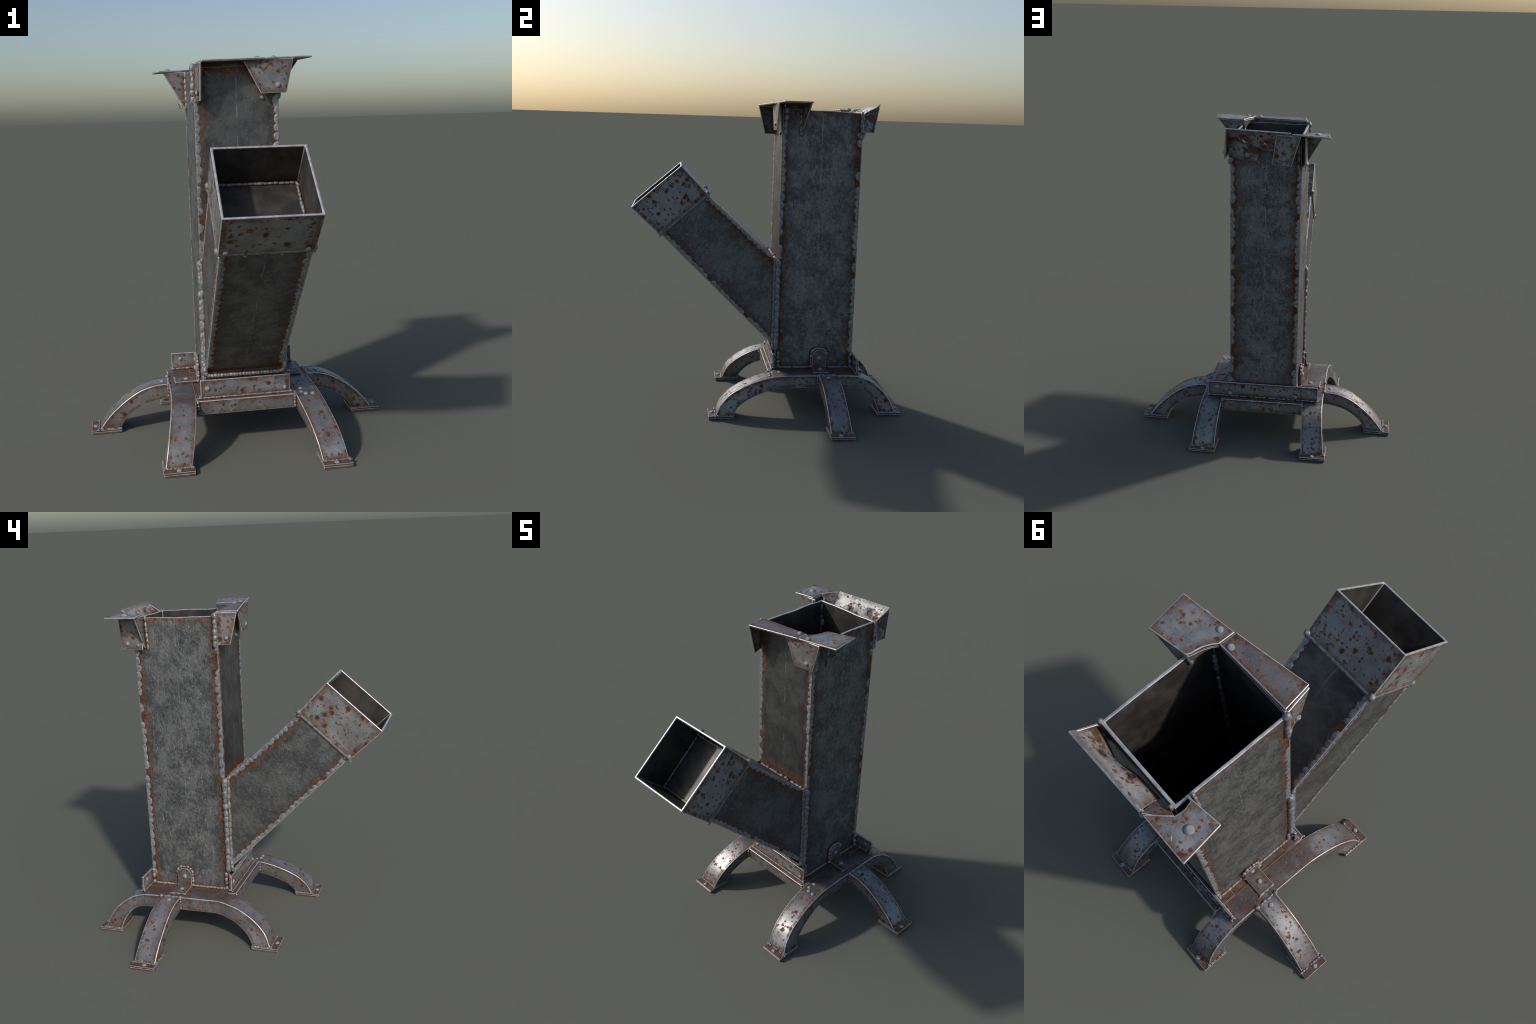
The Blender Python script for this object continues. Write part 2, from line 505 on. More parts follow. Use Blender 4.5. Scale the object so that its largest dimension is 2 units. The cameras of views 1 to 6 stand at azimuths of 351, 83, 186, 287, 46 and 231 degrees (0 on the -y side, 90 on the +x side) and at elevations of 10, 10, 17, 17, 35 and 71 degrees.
def _rivet_mesh():
    prof = [(0, 0.62), (0.35, 0.58), (0.66, 0.44), (0.88, 0.24), (0.97, 0.06), (1.0, -0.25)]
    verts, faces, k = [(0, 0, prof[0][1])], [], 18
    for r, h in prof[1:]:
        verts += [(r * math.cos(2 * math.pi * i / k), r * math.sin(2 * math.pi * i / k), h) for i in range(k)]
    faces += [[0, 1 + i, 1 + (i + 1) % k] for i in range(k)]
    for j in range(len(prof) - 2):
        a, b = 1 + j * k, 1 + (j + 1) * k
        faces += [[a + i, b + i, b + (i + 1) % k, a + (i + 1) % k] for i in range(k)]
    me = bpy.data.meshes.new('rivet')
    me.from_pydata(verts, [], faces)
    me.materials.append(M_RIVET)
    for p in me.polygons:
        p.use_smooth = True
    return me


RIVET = _rivet_mesh()


def rivet(pos, normal, r, parent):
    o = bpy.data.objects.new('rivet', RIVET)
    SCENE.objects.link(o)
    q = V((0, 0, 1)).rotation_difference(V(normal).normalized())
    o.parent = parent
    o.matrix_parent_inverse = parent.matrix_basis.inverted()
    o.matrix_basis = Matrix.Translation(V(pos)) @ q.to_matrix().to_4x4() @ Matrix.Diagonal((r, r, r, 1))
    return o


def freeze(o):
    """Bake the modifiers of o into its mesh."""
    dg = bpy.context.evaluated_depsgraph_get()
    me = bpy.data.meshes.new_from_object(o.evaluated_get(dg))
    old = o.data
    o.modifiers.clear()
    o.data = me
    me.name = old.name
    bpy.data.meshes.remove(old)


def tube(name, rings, wall, mats, parent=None, dent=0.0015, per=10, matrix=None, lip=0.0, seed=0, edge=0.0035):
    """Square tube through rings of 4 corners; walls are given a thickness and faint dents."""
    rings = [[V(c) for c in r] for r in rings]

    def ring_points(r, inset):
        c = sum(r, V()) / 4
        if inset:
            # shift each corner towards the middle along both wall directions
            new = []
            for i in range(4):
                a = (r[(i + 1) % 4] - r[i]).normalized()
                b = (r[(i - 1) % 4] - r[i]).normalized()
                new.append(r[i] + (a + b) * inset)
            r = new
        pts = []
        for i in range(4):
            for k in range(per):
                pts.append(r[i].lerp(r[(i + 1) % 4], k / per))
        return pts, c

    n, m = 4 * per, len(rings)
    verts = []
    for inset in (0.0, wall):
        for j, r in enumerate(rings):
            pts, c = ring_points(r, inset)
            ax = (rings[min(m - 1, j + 1)][0] - rings[max(0, j - 1)][0]).normalized()
            for i, p in enumerate(pts):
                k = i % per
                if k and 0 < j < m - 1:
                    wa = r[i // per]
                    wb = r[(i // per + 1) % 4]
                    nn = (wb - wa).cross(ax).normalized()
                    fade = min(1.0, 4 * min(k, per - k) / per)
                    p = p + nn * dent * fade * (mnoise.noise(p * 6 + V((seed, 0, 0))) + 0.6 * mnoise.noise(p * 15))
                if j == m - 1 and lip:
                    p = p + ax * lip * mnoise.noise(p * 9 + V((0, seed, 3)))
                verts.append(p)
    faces, tag = [], []
    off = m * n
    for j in range(m - 1):
        for i in range(n):
            a, b = j * n + i, j * n + (i + 1) % n
            faces.append([a, b, b + n, a + n]); tag.append(0)
            faces.append([off + a, off + a + n, off + b + n, off + b]); tag.append(2)
    for j in (0, m - 1):
        for i in range(n):
            a, b = j * n + i, j * n + (i + 1) % n
            faces.append([a, off + a, off + b, b]); tag.append(1)
    if matrix:
        inv = matrix.inverted()
        verts = [inv @ v for v in verts]
    me = mesh(name, verts, faces)
    o = new_object(name, me, parent, mats)
    if matrix:
        o.matrix_basis = matrix
    for p, tg in zip(me.polygons, tag):
        p.material_index = tg
    bevel(o, edge, 2, 50)
    return o


# ------------------------------------------------------------------ chimney
HX, Y0, Y1 = 0.211, 0.068, 0.580
Z_FOOT, Z_RIM = 0.262, 1.936
rings = []
for j in range(37):
    z = Z_FOOT + (Z_RIM - Z_FOOT) * j / 36
    dz = 0.014 * j / 36                               # front wall stands slightly taller
    rings.append([(-HX, Y0, z + dz), (HX, Y0, z + dz), (HX, Y1, z), (-HX, Y1, z)])
chimney = tube('chimney', rings, 0.013, (M_TOWER, M_EDGE, M_INNER), lip=0.006, seed=3)

c = 0.0150                                            # seam centre sits inside the corner
for s, (sx, y, top, gap) in enumerate(((-1, Y0 + c, 1.79, (0.36, 0.99)), (1, Y0 + c, 1.80, (0.36, 0.99)),
                                       (1, Y1 - c, 1.80, None), (-1, Y1 - c, 1.76, None))):
    lo, back = (0.99 if gap else 0.30), y > 0.3
    cx, cy, fy = sx * HX, (Y1 if back else Y0), (1 if back else -1)
    flush_seam((cx, cy, lo), (cx, cy, top), (sx, 0, 0), (0, -fy, 0), chimney, seed=20 + s)
    flush_seam((cx, cy, lo), (cx, cy, top), (0, fy, 0), (-sx, 0, 0), chimney, seed=30 + s)
# drip of weld at the inner corners
seam([(HX - 0.018, Y0 + 0.018, 0.9), (HX - 0.02, Y0 + 0.02, 1.86)], 0.011, 0.03, chimney, M_WELD_DULL, (-1, 1, 0), 31, 0.1, 1.3, 0.3)
seam([(-HX + 0.018, Y1 - 0.018, 0.9), (-HX + 0.018, Y1 - 0.018, 1.9)], 0.008, 0.03, chimney, M_WELD_DULL, (1, -1, 0), 32, 0.1, 1.3, 0.3)
blobs('weld_lump', [((-HX + 0.028, Y1 - 0.018, 1.80), (0.026, 0.016, 0.012), (0, 0, 1), (1, -1, 0))], chimney, M_WELD_DULL, 5)
# weld round the foot of the chimney
for sx in (-1, 1):
    seam([(sx * 0.214, 0.075, 0.264), (sx * 0.214, 0.312, 0.264)], 0.0085, 0.022, chimney, M_WELD_DULL, (sx, 0, 1), 40 + sx, 0.0, 2.0, 0.12, wander=0.06)
    seam([(sx * 0.214, 0.402, 0.264), (sx * 0.214, 0.578, 0.264)], 0.0085, 0.022, chimney, M_WELD_DULL, (sx, 0, 1), 44 + sx, 0.0, 2.0, 0.12, wander=0.06)
    # twin stacks of drops where the front angle meets the chimney
    seam([(sx * 0.214, 0.086, 0.276), (sx * 0.214, 0.086, 0.355)], 0.0125, 0.026, chimney, M_WELD, (sx, 0, 0), 50 + sx, 0, 1.3)
    seam([(sx * 0.217, 0.061, 0.276), (sx * 0.217, 0.061, 0.352)], 0.0115, 0.026, chimney, M_WELD, (sx, 0, 0), 53 + sx, 0, 1.3)
    seam([(sx * 0.214, 0.575, 0.272), (sx * 0.214, 0.575, 0.345)], 0.013, 0.032, chimney, M_WELD_DULL, (sx, 0, 0), 56 + sx, 0, 1.3)

# ------------------------------------------------------------------ feed chute
ANG = math.radians(43.6)
dirv = V((0, -math.cos(ANG), math.sin(ANG)))          # axis, pointing up and out
MC = Matrix(((1, 0, 0, 0), (0, dirv.y, -math.sin(ANG), 0.03), (0, dirv.z, -math.cos(ANG), 0.69), (0, 0, 0, 1)))
# local y runs up the chute, local z points to its under side
MC = Matrix.Translation((0, 0.03, 0.69)) @ Matrix((V((1, 0, 0)), dirv, V((1, 0, 0)).cross(dirv))).transposed().to_4x4()
T0, B0 = V((0, 0.072, 0.968)), V((0, 0.072, 0.392))   # where it meets the chimney
T1, B1 = V((0, -0.398, 1.394)), V((0, -0.684, 1.140)) # under the collar


def section(t, b, hx):
    return [(-hx, t.y, t.z), (hx, t.y, t.z), (hx, b.y, b.z), (-hx, b.y, b.z)]


rings = [section(T0.lerp(T1, j / 20), B0.lerp(B1, j / 20), 0.2035 - 0.001 * j / 20) for j in range(21)]
chute = tube('feed_chute', rings, 0.012, (M_CHUTE, M_EDGE, M_INNER), matrix=MC, dent=0.0012, seed=8, edge=0.007)

T2, B2 = V((0, -0.566, 1.577)), V((0, -0.873, 1.312)) # collar mouth
u = (T1 - B1).normalized() * 0.008
tk = (T2 - T1).normalized() * 0.006
bk = (B2 - B1).normalized() * 0.006
rings = [section((T1 + u).lerp(T2 + u * 0.5, j / 8), (B1 - u).lerp(B2 - u * 0.5, j / 8), 0.2095) for j in range(9)]
collar = tube('collar', rings, 0.0115, (M_SHEET, M_EDGE, M_INNER), chute, dent=0.0008, seed=12, edge=0.0045)
lip = [section((T1 + u * 1.35).lerp(T2, f), (B1 - u * 1.35).lerp(B2, f), 0.2122) for f in (-0.012, 0.012, 0.036)]
tube('collar_lip', lip, 0.008, (M_LIP, M_LIP, M_INNER), collar, dent=0.0, seed=4, edge=0.002)
# plate closing the tube at the collar's foot, with its ring of weld
k = 0.008
fl = lambda t: T1.lerp(B1, t) + tk * 4
plate('floor_plate', [(-0.194, *fl(0.02).yz), (0.194, *fl(0.02).yz), (0.194, *fl(0.98).yz), (-0.194, *fl(0.98).yz)], 0.006, chute, M_INNER, 0.001, -dirv)
ringp = [(-0.19, *(fl(0.04) + tk).yz), (0.19, *(fl(0.04) + tk).yz), (0.19, *(fl(0.97) + tk).yz), (-0.19, *(fl(0.97) + tk).yz), (-0.19, *(fl(0.04) + tk).yz)]
seam(ringp, 0.008, 0.024, chute, M_WELD, dirv, 60, 0, 1.5)

# welds along the four chute corners
g = 0.0145
cn = (T0 - B0).normalized()
perp = V((0, math.sin(ANG), math.cos(ANG)))
for s, (sx, p0, p1, sg) in enumerate(((-1, T0, T1, -1), (1, T0, T1, -1), (-1, B0, B1, 1), (1, B0, B1, 1))):
    a, b = p0.lerp(p1, 0.10 if sg < 0 else 0.05), p0.lerp(p1, 0.955)
    ca, cb = (sx * 0.2035, *a.yz), (sx * 0.2027, *b.yz)
    lift = perp * sg * (0.008 if sg > 0 else 0.003)
    flush_seam(V(ca) + lift, V(cb) + lift, (sx, 0, 0), perp * sg, chute, 0.046, 0.024, skip=0.05, seed=70 + s)
    lift = V((-sx * 0.008, 0, 0))
    flush_seam(V(ca) + lift, V(cb) + lift, -perp * sg, (-sx, 0, 0), chute, 0.046, 0.026, skip=0.05, seed=80 + s)
# corner balls and beads at the collar's foot
for sx in (-1, 1):
    seg = (B1 - T1)
    blobs('weld_ball', [((sx * 0.204, *(T1 + u * 0.6 + tk * 1.2).yz), (0.017, 0.020, 0.017), (1, 0, 0), dirv),
                        ((sx * 0.204, *(T1 - u * 0.5 - tk * 1.2).yz), (0.013, 0.013, 0.014), (1, 0, 0), dirv),
                        ((sx * 0.207, *(B1 + u * 1.5 + bk * 1.5).yz), (0.015, 0.017, 0.017), (1, 0, 0), dirv),
                        ((sx * 0.204, *(B1 + u * 2.2 - bk * 1.5).yz), (0.010, 0.012, 0.013), (1, 0, 0), dirv)], chute, M_WELD, 80 + sx, sub=3)
    rivet((sx * 0.176, *(B1 - u * 1.0 + bk * 3.0).yz), -perp, 0.013, collar)
    seam([(sx * 0.204, *(T1 - tk * 0.4).yz), (sx * 0.204, *(B1 - bk * 0.4).yz)], 0.0045, 0.02, chute, M_WELD_DULL, (sx, 0, 0), 84 + sx, 0, 2.2, 0.05)
seam([(-0.2, *(T1 + u * 0.1 - tk * 0.3).yz), (0.2, *(T1 + u * 0.1 - tk * 0.3).yz)], 0.005, 0.02, chute, M_WELD_DULL, perp, 87, 0, 2.2, 0.1)
for x in (-0.09, 0.07):
    rivet((x, *(B1 + u * 0.1 - bk * 4).yz), -perp, 0.009, chute)

# heavy weld between chute and chimney
for sx in (-1, 1):
    seam([(sx * 0.211, 0.068, 0.40), (sx * 0.211, 0.068, 0.955)], 0.0175, 0.036, chute, M_WELD, (sx, -0.4, 0), 90 + sx, 0, 1.85, 0.11, sub=3, wander=0.06)
    seam([(sx * 0.207, 0.048, 0.42), (sx * 0.207, 0.046, 0.95)], 0.0112, 0.042, chute, M_WELD, (sx, -1, 0), 93 + sx, 0.03, 1.65, 0.16, sub=3)
    blobs('weld_ball', [((sx * 0.211, 0.066, 0.966), (0.024, 0.022, 0.020), (0, 0, 1), (sx, -0.4, 0)),
                        ((sx * 0.203, 0.046, 0.985), (0.022, 0.013, 0.013), (0, -0.6, 0.8), (sx, -0.4, 0))], chute, M_WELD, 96 + sx, sub=3)
seam([(-0.20, 0.055, 0.985), (0.20, 0.055, 0.985)], 0.0135, 0.026, chute, M_WELD, (0, -0.5, 1), 99, 0, 1.4, 0.35, wander=0.3)
arc = []
for i in range(7):
    w = math.radians(180 + 90 * i / 6)
    arc.append((-0.178 + 0.032 * math.cos(w), 0.046, 0.412 + 0.032 * math.sin(w)))
path = [(-0.21, 0.052, 0.47)] + arc + [(-p[0], p[1], p[2]) for p in reversed(arc)] + [(0.21, 0.052, 0.47)]
seam(path, 0.0105, 0.016, chute, M_WELD_DULL, (0, -1, 0), 100, 0, 1.9, 0.06, wander=0.03)

# ------------------------------------------------------------------ stand
deck = box('deck', (-0.262, 0.025, 0.236), (0.262, 0.632, 0.258), None, M_FOOT)


def loft(name, top, bot, w_in, w_out, axis, sign, n, mat, parent=None, caps=(False, True), ease=1.7):
    """Arched square bar: top and bottom profile in the bar's own plane, its two
    side faces running between w_in and w_out (start, end)."""
    T, B = catmull([(a, b, 0) for a, b in top], n), catmull([(a, b, 0) for a, b in bot], n)
    verts, faces = [], []
    for i in range(n):
        f = (i / (n - 1)) ** ease
        wi = w_in[0] + (w_in[1] - w_in[0]) * f
        wo = w_out[0] + (w_out[1] - w_out[0]) * f
        for w, p in ((wi, T[i]), (wo, T[i]), (wo, B[i]), (wi, B[i])):
            k = 0.0015 * mnoise.noise(V((p.x * 9, p.y * 9, w * 7)))
            verts.append((w, p.x, p.y + k) if axis == 'y' else (sign * p.x, w, p.y + k))
    for i in range(n - 1):
        for q in range(4):
            a, b = 4 * i + q, 4 * i + (q + 1) % 4
            faces.append([a, b, b + 4, a + 4])
    faces += [[0, 1, 2, 3]] * caps[0] + [[4 * n - 4 + q for q in range(4)]] * caps[1]
    o = new_object(name, mesh(name, verts, faces), parent, (mat, M_EDGE))
    bevel(o, 0.0045, 2, 32)
    return o


def foot(x0, x1, y0, y1, leg):
    box('sole', (x0 + 0.001, y0 + 0.001, 0.0), (x1 - 0.001, y1 - 0.001, 0.0095), leg, M_FOOT, 0.002)
    box('foot_plate', (x0, y0, 0.0105), (x1, y1, 0.021), leg, M_FOOT, 0.002)


def foot_weld(leg, corners, seed):
    """Beads round three sides of a leg where it stands on its plate."""
    for i, (a, b) in enumerate(zip(corners, corners[1:])):
        seam([(*a, 0.0225), (*b, 0.0225)], 0.0055, 0.017, leg, M_WELD, (0, 0, 1), seed * 7 + i, 0.12, 1.35, 0.25)


for sx in (-1, 1):
    rail = loft('rail', [(0.172, 0.2625), (0.30, 0.2625), (0.44, 0.2625), (0.573, 0.2585)], [(0.172, 0.180), (0.30, 0.179), (0.44, 0.179), (0.573, 0.178)],
                (sx * 0.257, sx * 0.257), (sx * 0.389, sx * 0.386), 'y', 1, 6, M_LEG, caps=(False, False), ease=1)
# front legs (the one under the right side reaches further out)
legC = loft('leg', [(0.171, 0.2625), (0.082, 0.2595), (0.012, 0.250), (-0.062, 0.232), (-0.136, 0.205), (-0.193, 0.178), (-0.244, 0.147), (-0.280, 0.112), (-0.307, 0.077), (-0.331, 0.019)],
            [(0.171, 0.180), (0.084, 0.177), (0.014, 0.165), (-0.06, 0.142), (-0.112, 0.119), (-0.158, 0.093), (-0.192, 0.064), (-0.219, 0.019)],
            (0.257, 0.318), (0.389, 0.452), 'y', 1, 18, M_LEG)
legB = loft('leg', [(0.171, 0.2625), (0.08, 0.262), (-0.004, 0.243), (-0.071, 0.217), (-0.137, 0.177), (-0.188, 0.132), (-0.222, 0.090), (-0.251, 0.019)],
            [(0.171, 0.180), (0.089, 0.178), (0.006, 0.155), (-0.052, 0.125), (-0.103, 0.081), (-0.141, 0.019)],
            (-0.257, -0.318), (-0.389, -0.451), 'y', 1, 18, M_LEG)
back_t = [(0.574, 0.2585), (0.638, 0.242), (0.698, 0.210), (0.747, 0.171), (0.786, 0.127), (0.816, 0.079), (0.838, 0.019)]
back_b = [(0.574, 0.178), (0.612, 0.170), (0.653, 0.148), (0.69, 0.109), (0.715, 0.068), (0.731, 0.019)]
legE = loft('leg', back_t, back_b, (0.257, 0.270), (0.386, 0.416), 'y', 1, 16, M_LEG, ease=1.2)
legF = loft('leg', back_t, back_b, (-0.257, -0.275), (-0.386, -0.414), 'y', 1, 16, M_LEG)
side_t = [(0.387, 0.2605), (0.462, 0.256), (0.538, 0.233), (0.612, 0.190), (0.676, 0.138), (0.728, 0.086), (0.778, 0.019)]
side_b = [(0.387, 0.180), (0.45, 0.170), (0.515, 0.153), (0.578, 0.120), (0.628, 0.077), (0.663, 0.019)]
legD = loft('leg', side_t, side_b, (0.332, 0.352), (0.458, 0.484), 'x', 1, 16, M_LEG)
legA = loft('leg', side_t, side_b, (0.332, 0.352), (0.458, 0.484), 'x', -1, 16, M_LEG)

foot(0.311, 0.460, -0.376, -0.217, legC)
foot(-0.461, -0.306, -0.298, -0.135, legB)
foot(0.261, 0.427, 0.722, 0.874, legE)
foot(-0.426, -0.266, 0.724, 0.877, legF)
foot(0.655, 0.822, 0.342, 0.492, legD)
foot(-0.822, -0.655, 0.342, 0.492, legA)
for leg, c4, rv in ((legC, [(0.455, -0.22), (0.455, -0.333), (0.316, -0.333), (0.316, -0.22)], (0.383, -0.353)),
                    (legB, [(-0.454, -0.14), (-0.454, -0.253), (-0.315, -0.253), (-0.315, -0.14)], (-0.383, -0.276)),
                    (legE, [(0.419, 0.735), (0.419, 0.840), (0.267, 0.840), (0.267, 0.735)], (0.342, 0.855)),
                    (legF, [(-0.417, 0.735), (-0.417, 0.840), (-0.272, 0.840), (-0.272, 0.735)], (-0.343, 0.859)),
                    (legD, [(0.668, 0.349), (0.780, 0.349), (0.780, 0.487), (0.668, 0.487)], (0.800, 0.409)),
                    (legA, [(-0.668, 0.349), (-0.780, 0.349), (-0.780, 0.487), (-0.668, 0.487)], (-0.799, 0.409))):
    foot_weld(leg, c4, int(abs(rv[0]) * 1000 + abs(rv[1]) * 77))
    rivet((*rv, 0.0215), (0, 0, 1), 0.0145, leg)

beam_f = box('cross_beam', (-0.2575, 0.014, 0.183), (0.2575, 0.15, 0.2585), None, M_LEG, 0.004)
beam_b = box('cross_beam', (-0.2575, 0.50, 0.180), (0.2575, 0.640, 0.2585), None, M_LEG, 0.004)
for sx in (-1, 1):
    seam([(sx * 0.256, 0.012, 0.195), (sx * 0.256, 0.012, 0.248)], 0.0095, 0.0165, beam_f, M_WELD, (0, -1, 0), 120 + sx, 0, 1.25)
    seam([(sx * 0.256, 0.642, 0.190), (sx * 0.256, 0.642, 0.245)], 0.010, 0.017, beam_b, M_WELD, (0, 1, 0), 123 + sx, 0, 1.25)
for sx, leg in ((1, legD), (-1, legA)):
    seam([(sx * 0.391, 0.330, 0.190), (sx * 0.391, 0.330, 0.252)], 0.009, 0.016, leg, M_WELD, (sx, -1, 0), 126 + sx, 0, 1.3, 0.25)
    seam([(sx * 0.391, 0.460, 0.190), (sx * 0.391, 0.460, 0.252)], 0.008, 0.016, leg, M_WELD, (sx, 1, 0), 129 + sx, 0, 1.3, 0.25)
    seam([(sx * 0.388, 0.335, 0.262), (sx * 0.388, 0.456, 0.262)], 0.0085, 0.021, leg, M_WELD_DULL, (0, 0, 1), 132 + sx, 0.1, 1.4, 0.4, wander=0.25)
    rivet((sx * 0.423, 0.392, 0.258), (sx * 0.12, 0, 1), 0.0155, leg)
for p in ((0.301, 0.086), (0.297, 0.044), (0.317, 0.020), (0.354, 0.018)):
    rivet((*p, 0.253 if p[1] < 0.05 else 0.259), (0, -0.1, 1), 0.0125, legC)

# upright flats against the chimney foot
flat_f = plate('angle_flat', [(-0.238, 0.046, 0.262), (0.238, 0.046, 0.262), (0.238, 0.046, 0.359), (-0.238, 0.046, 0.359)], 0.013, None, M_SHEET, 0.0036, (0, 1, 0))
flat_b = plate('angle_flat', [(-0.354, 0.598, 0.263), (0.354, 0.598, 0.263), (0.354, 0.598, 0.357), (-0.354, 0.598, 0.357)], 0.013, None, M_SHEET, 0.0036, (0, -1, 0))
seam([(-0.235, 0.042, 0.264), (0.235, 0.042, 0.264)], 0.0055, 0.02, flat_f, M_WELD_DULL, (0, -1, 1), 140, 0.02, 1.9, 0.15)
seam([(-0.35, 0.602, 0.265), (0.35, 0.602, 0.265)], 0.0062, 0.030, flat_b, M_WELD_DULL, (0, 1, 1), 141, 0, 0.98, 0.15)
for sx in (-1, 1):
    seam([(sx * 0.225, 0.583, 0.266), (sx * 0.345, 0.583, 0.264)], 0.0075, 0.025, flat_b, M_WELD, (0, -1, 1), 142 + sx, 0, 1.3, 0.3)
    seam([(sx * 0.240, 0.050, 0.268), (sx * 0.240, 0.060, 0.268)], 0.006, 0.01, flat_f, M_WELD, (sx, 0, 1), 146 + sx)
for x, z, r in ((-0.201, 0.312, 0.0145), (0.209, 0.288, 0.0125)):
    rivet((x, 0.0455, z), (0, -1, 0), r, flat_f)
for x, z in ((0.296, 0.319), (0.211, 0.281), (-0.210, 0.283), (-0.294, 0.319)):
    rivet((x, 0.5985, z), (0, 1, 0), 0.0155, flat_b)
for sx in (-1, 1):
    rivet((sx * 0.303, 0.5845, 0.322), (0, -1, 0), 0.012, flat_b)

# L-shaped tabs at the middle of both sides
for sx in (-1, 1):
    y0, y1, zt = 0.313, 0.403, 0.384
    prof = [(y0, 0.272), (y1, 0.272), (y1, zt - 0.032), (y1 - 0.010, zt - 0.012), (y1 - 0.026, zt), (y0 + 0.026, zt), (y0 + 0.010, zt - 0.012), (y0, zt - 0.032)]
    tab = plate('tab', [(sx * 0.234, a, b) for a, b in prof], 0.0085, None, M_SHELF, 0.002, (-sx, 0, 0))
    box('tab_foot', (min(sx * 0.228, sx * 0.352), 0.311, 0.2645), (max(sx * 0.228, sx * 0.352), 0.405, 0.273), tab, M_SHELF, 0.002)
    back = [(sx * 0.2105, 0.358 + (a - 0.358) * 1.14, 0.262 + (b - 0.262) * 1.08) for a, b in prof]
    plate('tab_backing', back, 0.0135, tab, M_FOOT, 0.002, (sx, 0, 0))
    ring = [V((sx * 0.223, a, b)) for _, a, b in back][2:] + [V((sx * 0.223, back[0][1], 0.275))]
    seam(ring, 0.0092, 0.021, tab, M_WELD_DULL, (sx, 0, 0), 150 + sx, 0.05, 1.3, 0.3)
    seam([(sx * 0.228, 0.308, 0.272), (sx * 0.228, 0.408, 0.272)], 0.0065, 0.02, tab, M_WELD, (sx, 0, 1), 153 + sx, 0, 1.5)
    rivet((sx * 0.2345, 0.357, 0.333), (sx, 0, 0), 0.0155, tab)
    rivet((sx * 0.289, 0.358, 0.2735), (0, 0, 1), 0.0145, tab)
    seam([(sx * 0.35, 0.318, 0.268), (sx * 0.354, 0.40, 0.268)], 0.006, 0.03, tab, M_WELD_DULL, (0, 0, 1), 156 + sx, 0.3, 1.2, 0.3)

# ------------------------------------------------------------------ pot brackets on the rim
# front left: shelf along the front wall with a gusset at its outer end
sh1 = plate('pot_bracket', [(-0.197, 0.074, 1.974), (-0.180, -0.053, 1.976), (0.141, 0.010, 1.988), (0.143, 0.087, 1.989)], 0.011, None, M_SHELF, 0.0042, (0, 0, -1))
plate('gusset', [(-0.208, 0.071, 1.966), (-0.187, -0.049, 1.966), (-0.189, -0.004, 1.783), (-0.212, 0.067, 1.782)], 0.009, sh1, M_SHEET, 0.0036, (1, 0, 0))
rivet((0.109, 0.064, 1.988), (0, 0, 1), 0.0155, sh1)
rivet((-0.2005, 0.018, 1.822), (-1, 0.1, 0), 0.0135, sh1)
seam([(-0.214, 0.080, 1.795), (-0.211, 0.078, 1.945)], 0.0145, 0.030, sh1, M_WELD, (-1, -0.3, 0), 160, 0, 1.6, 0.2, sub=3)
# front right: square shelf out to the side, with a front gusset and a slanted one
sh2 = plate('pot_bracket', [(0.145, 0.013, 1.987), (0.387, 0.053, 1.996), (0.358, 0.238, 1.997), (0.192, 0.203, 1.986), (0.183, 0.185, 1.986), (0.181, 0.166, 1.986), (0.175, 0.137, 1.986), (0.162, 0.107, 1.986), (0.146, 0.086, 1.987)],
            0.010, None, M_SHEET, 0.0042, (0, 0, -1))
plate('gusset', [(0.032, 0.020, 1.972), (0.287, 0.029, 1.984), (0.248, 0.025, 1.817), (0.119, 0.021, 1.812)], 0.009, sh2, M_SHEET, 0.0036, (0, 1, 0))
plate('gusset', [(0.208, 0.200, 1.976), (0.350, 0.232, 1.986), (0.226, 0.199, 1.815), (0.209, 0.197, 1.808)], 0.009, sh2, M_SHEET, 0.0036, (0, -1, 0))
skirt = [(0.190, 0.201), (0.181, 0.166), (0.174, 0.137), (0.161, 0.108), (0.146, 0.088)]
vs = [(x, y, 1.978) for x, y in skirt] + [(x + 0.006, y - 0.003, 1.925 + 0.012 * i) for i, (x, y) in enumerate(skirt)]
plate('rim_strip', [(-0.200, 0.070, 1.93), (0.205, 0.070, 1.93), (0.205, 0.070, 1.978), (-0.200, 0.070, 1.966)], 0.010, sh1, M_SHELF, 0.002, (0, 1, 0))
o = new_object('skirt', mesh('skirt', vs, [[i, i + 1, i + 6, i + 5] for i in range(4)]), sh2, (M_SHEET, M_EDGE))
so = o.modifiers.new('thick', 'SOLIDIFY'); so.thickness = 0.007
bevel(o, 0.002, 2, 40)
plate('rim_strip', [(0.203, 0.083, 1.925), (0.203, 0.200, 1.925), (0.203, 0.200, 1.982), (0.203, 0.083, 1.982)], 0.008, sh2, M_SHELF, 0.002, (-1, 0, 0))
rivet((0.188, 0.048, 1.9885), (0, 0, 1), 0.0145, sh2)
rivet((0.205, 0.0235, 1.853), (0, -1, 0), 0.0145, sh2)
seam([(0.214, 0.087, 1.81), (0.214, 0.090, 1.945)], 0.0165, 0.034, sh2, M_WELD_DULL, (1, 0, 0), 163, 0, 1.6, 0.2, sub=3)
seam([(0.214, 0.186, 1.80), (0.213, 0.187, 1.93)], 0.0115, 0.030, sh2, M_WELD_DULL, (1, 0, 0), 164, 0, 1.4, 0.25)
blobs('weld_ball', [((0.214, 0.186, 1.797), (0.016, 0.015, 0.013), (0, 0, 1), (1, 0, 0)),
                    ((0.13, 0.066, 1.795), (0.012, 0.012, 0.010), (0, 0, 1), (0, -1, 0)),
                    ((0.191, 0.196, 1.955), (0.028, 0.009, 0.008), (0, 0, 1), (-1, 0, 0)),
                    ((0.190, 0.188, 1.915), (0.018, 0.010, 0.008), (0, 0, 1), (-1, 0, 0))], sh2, M_WELD, 6, sub=3)

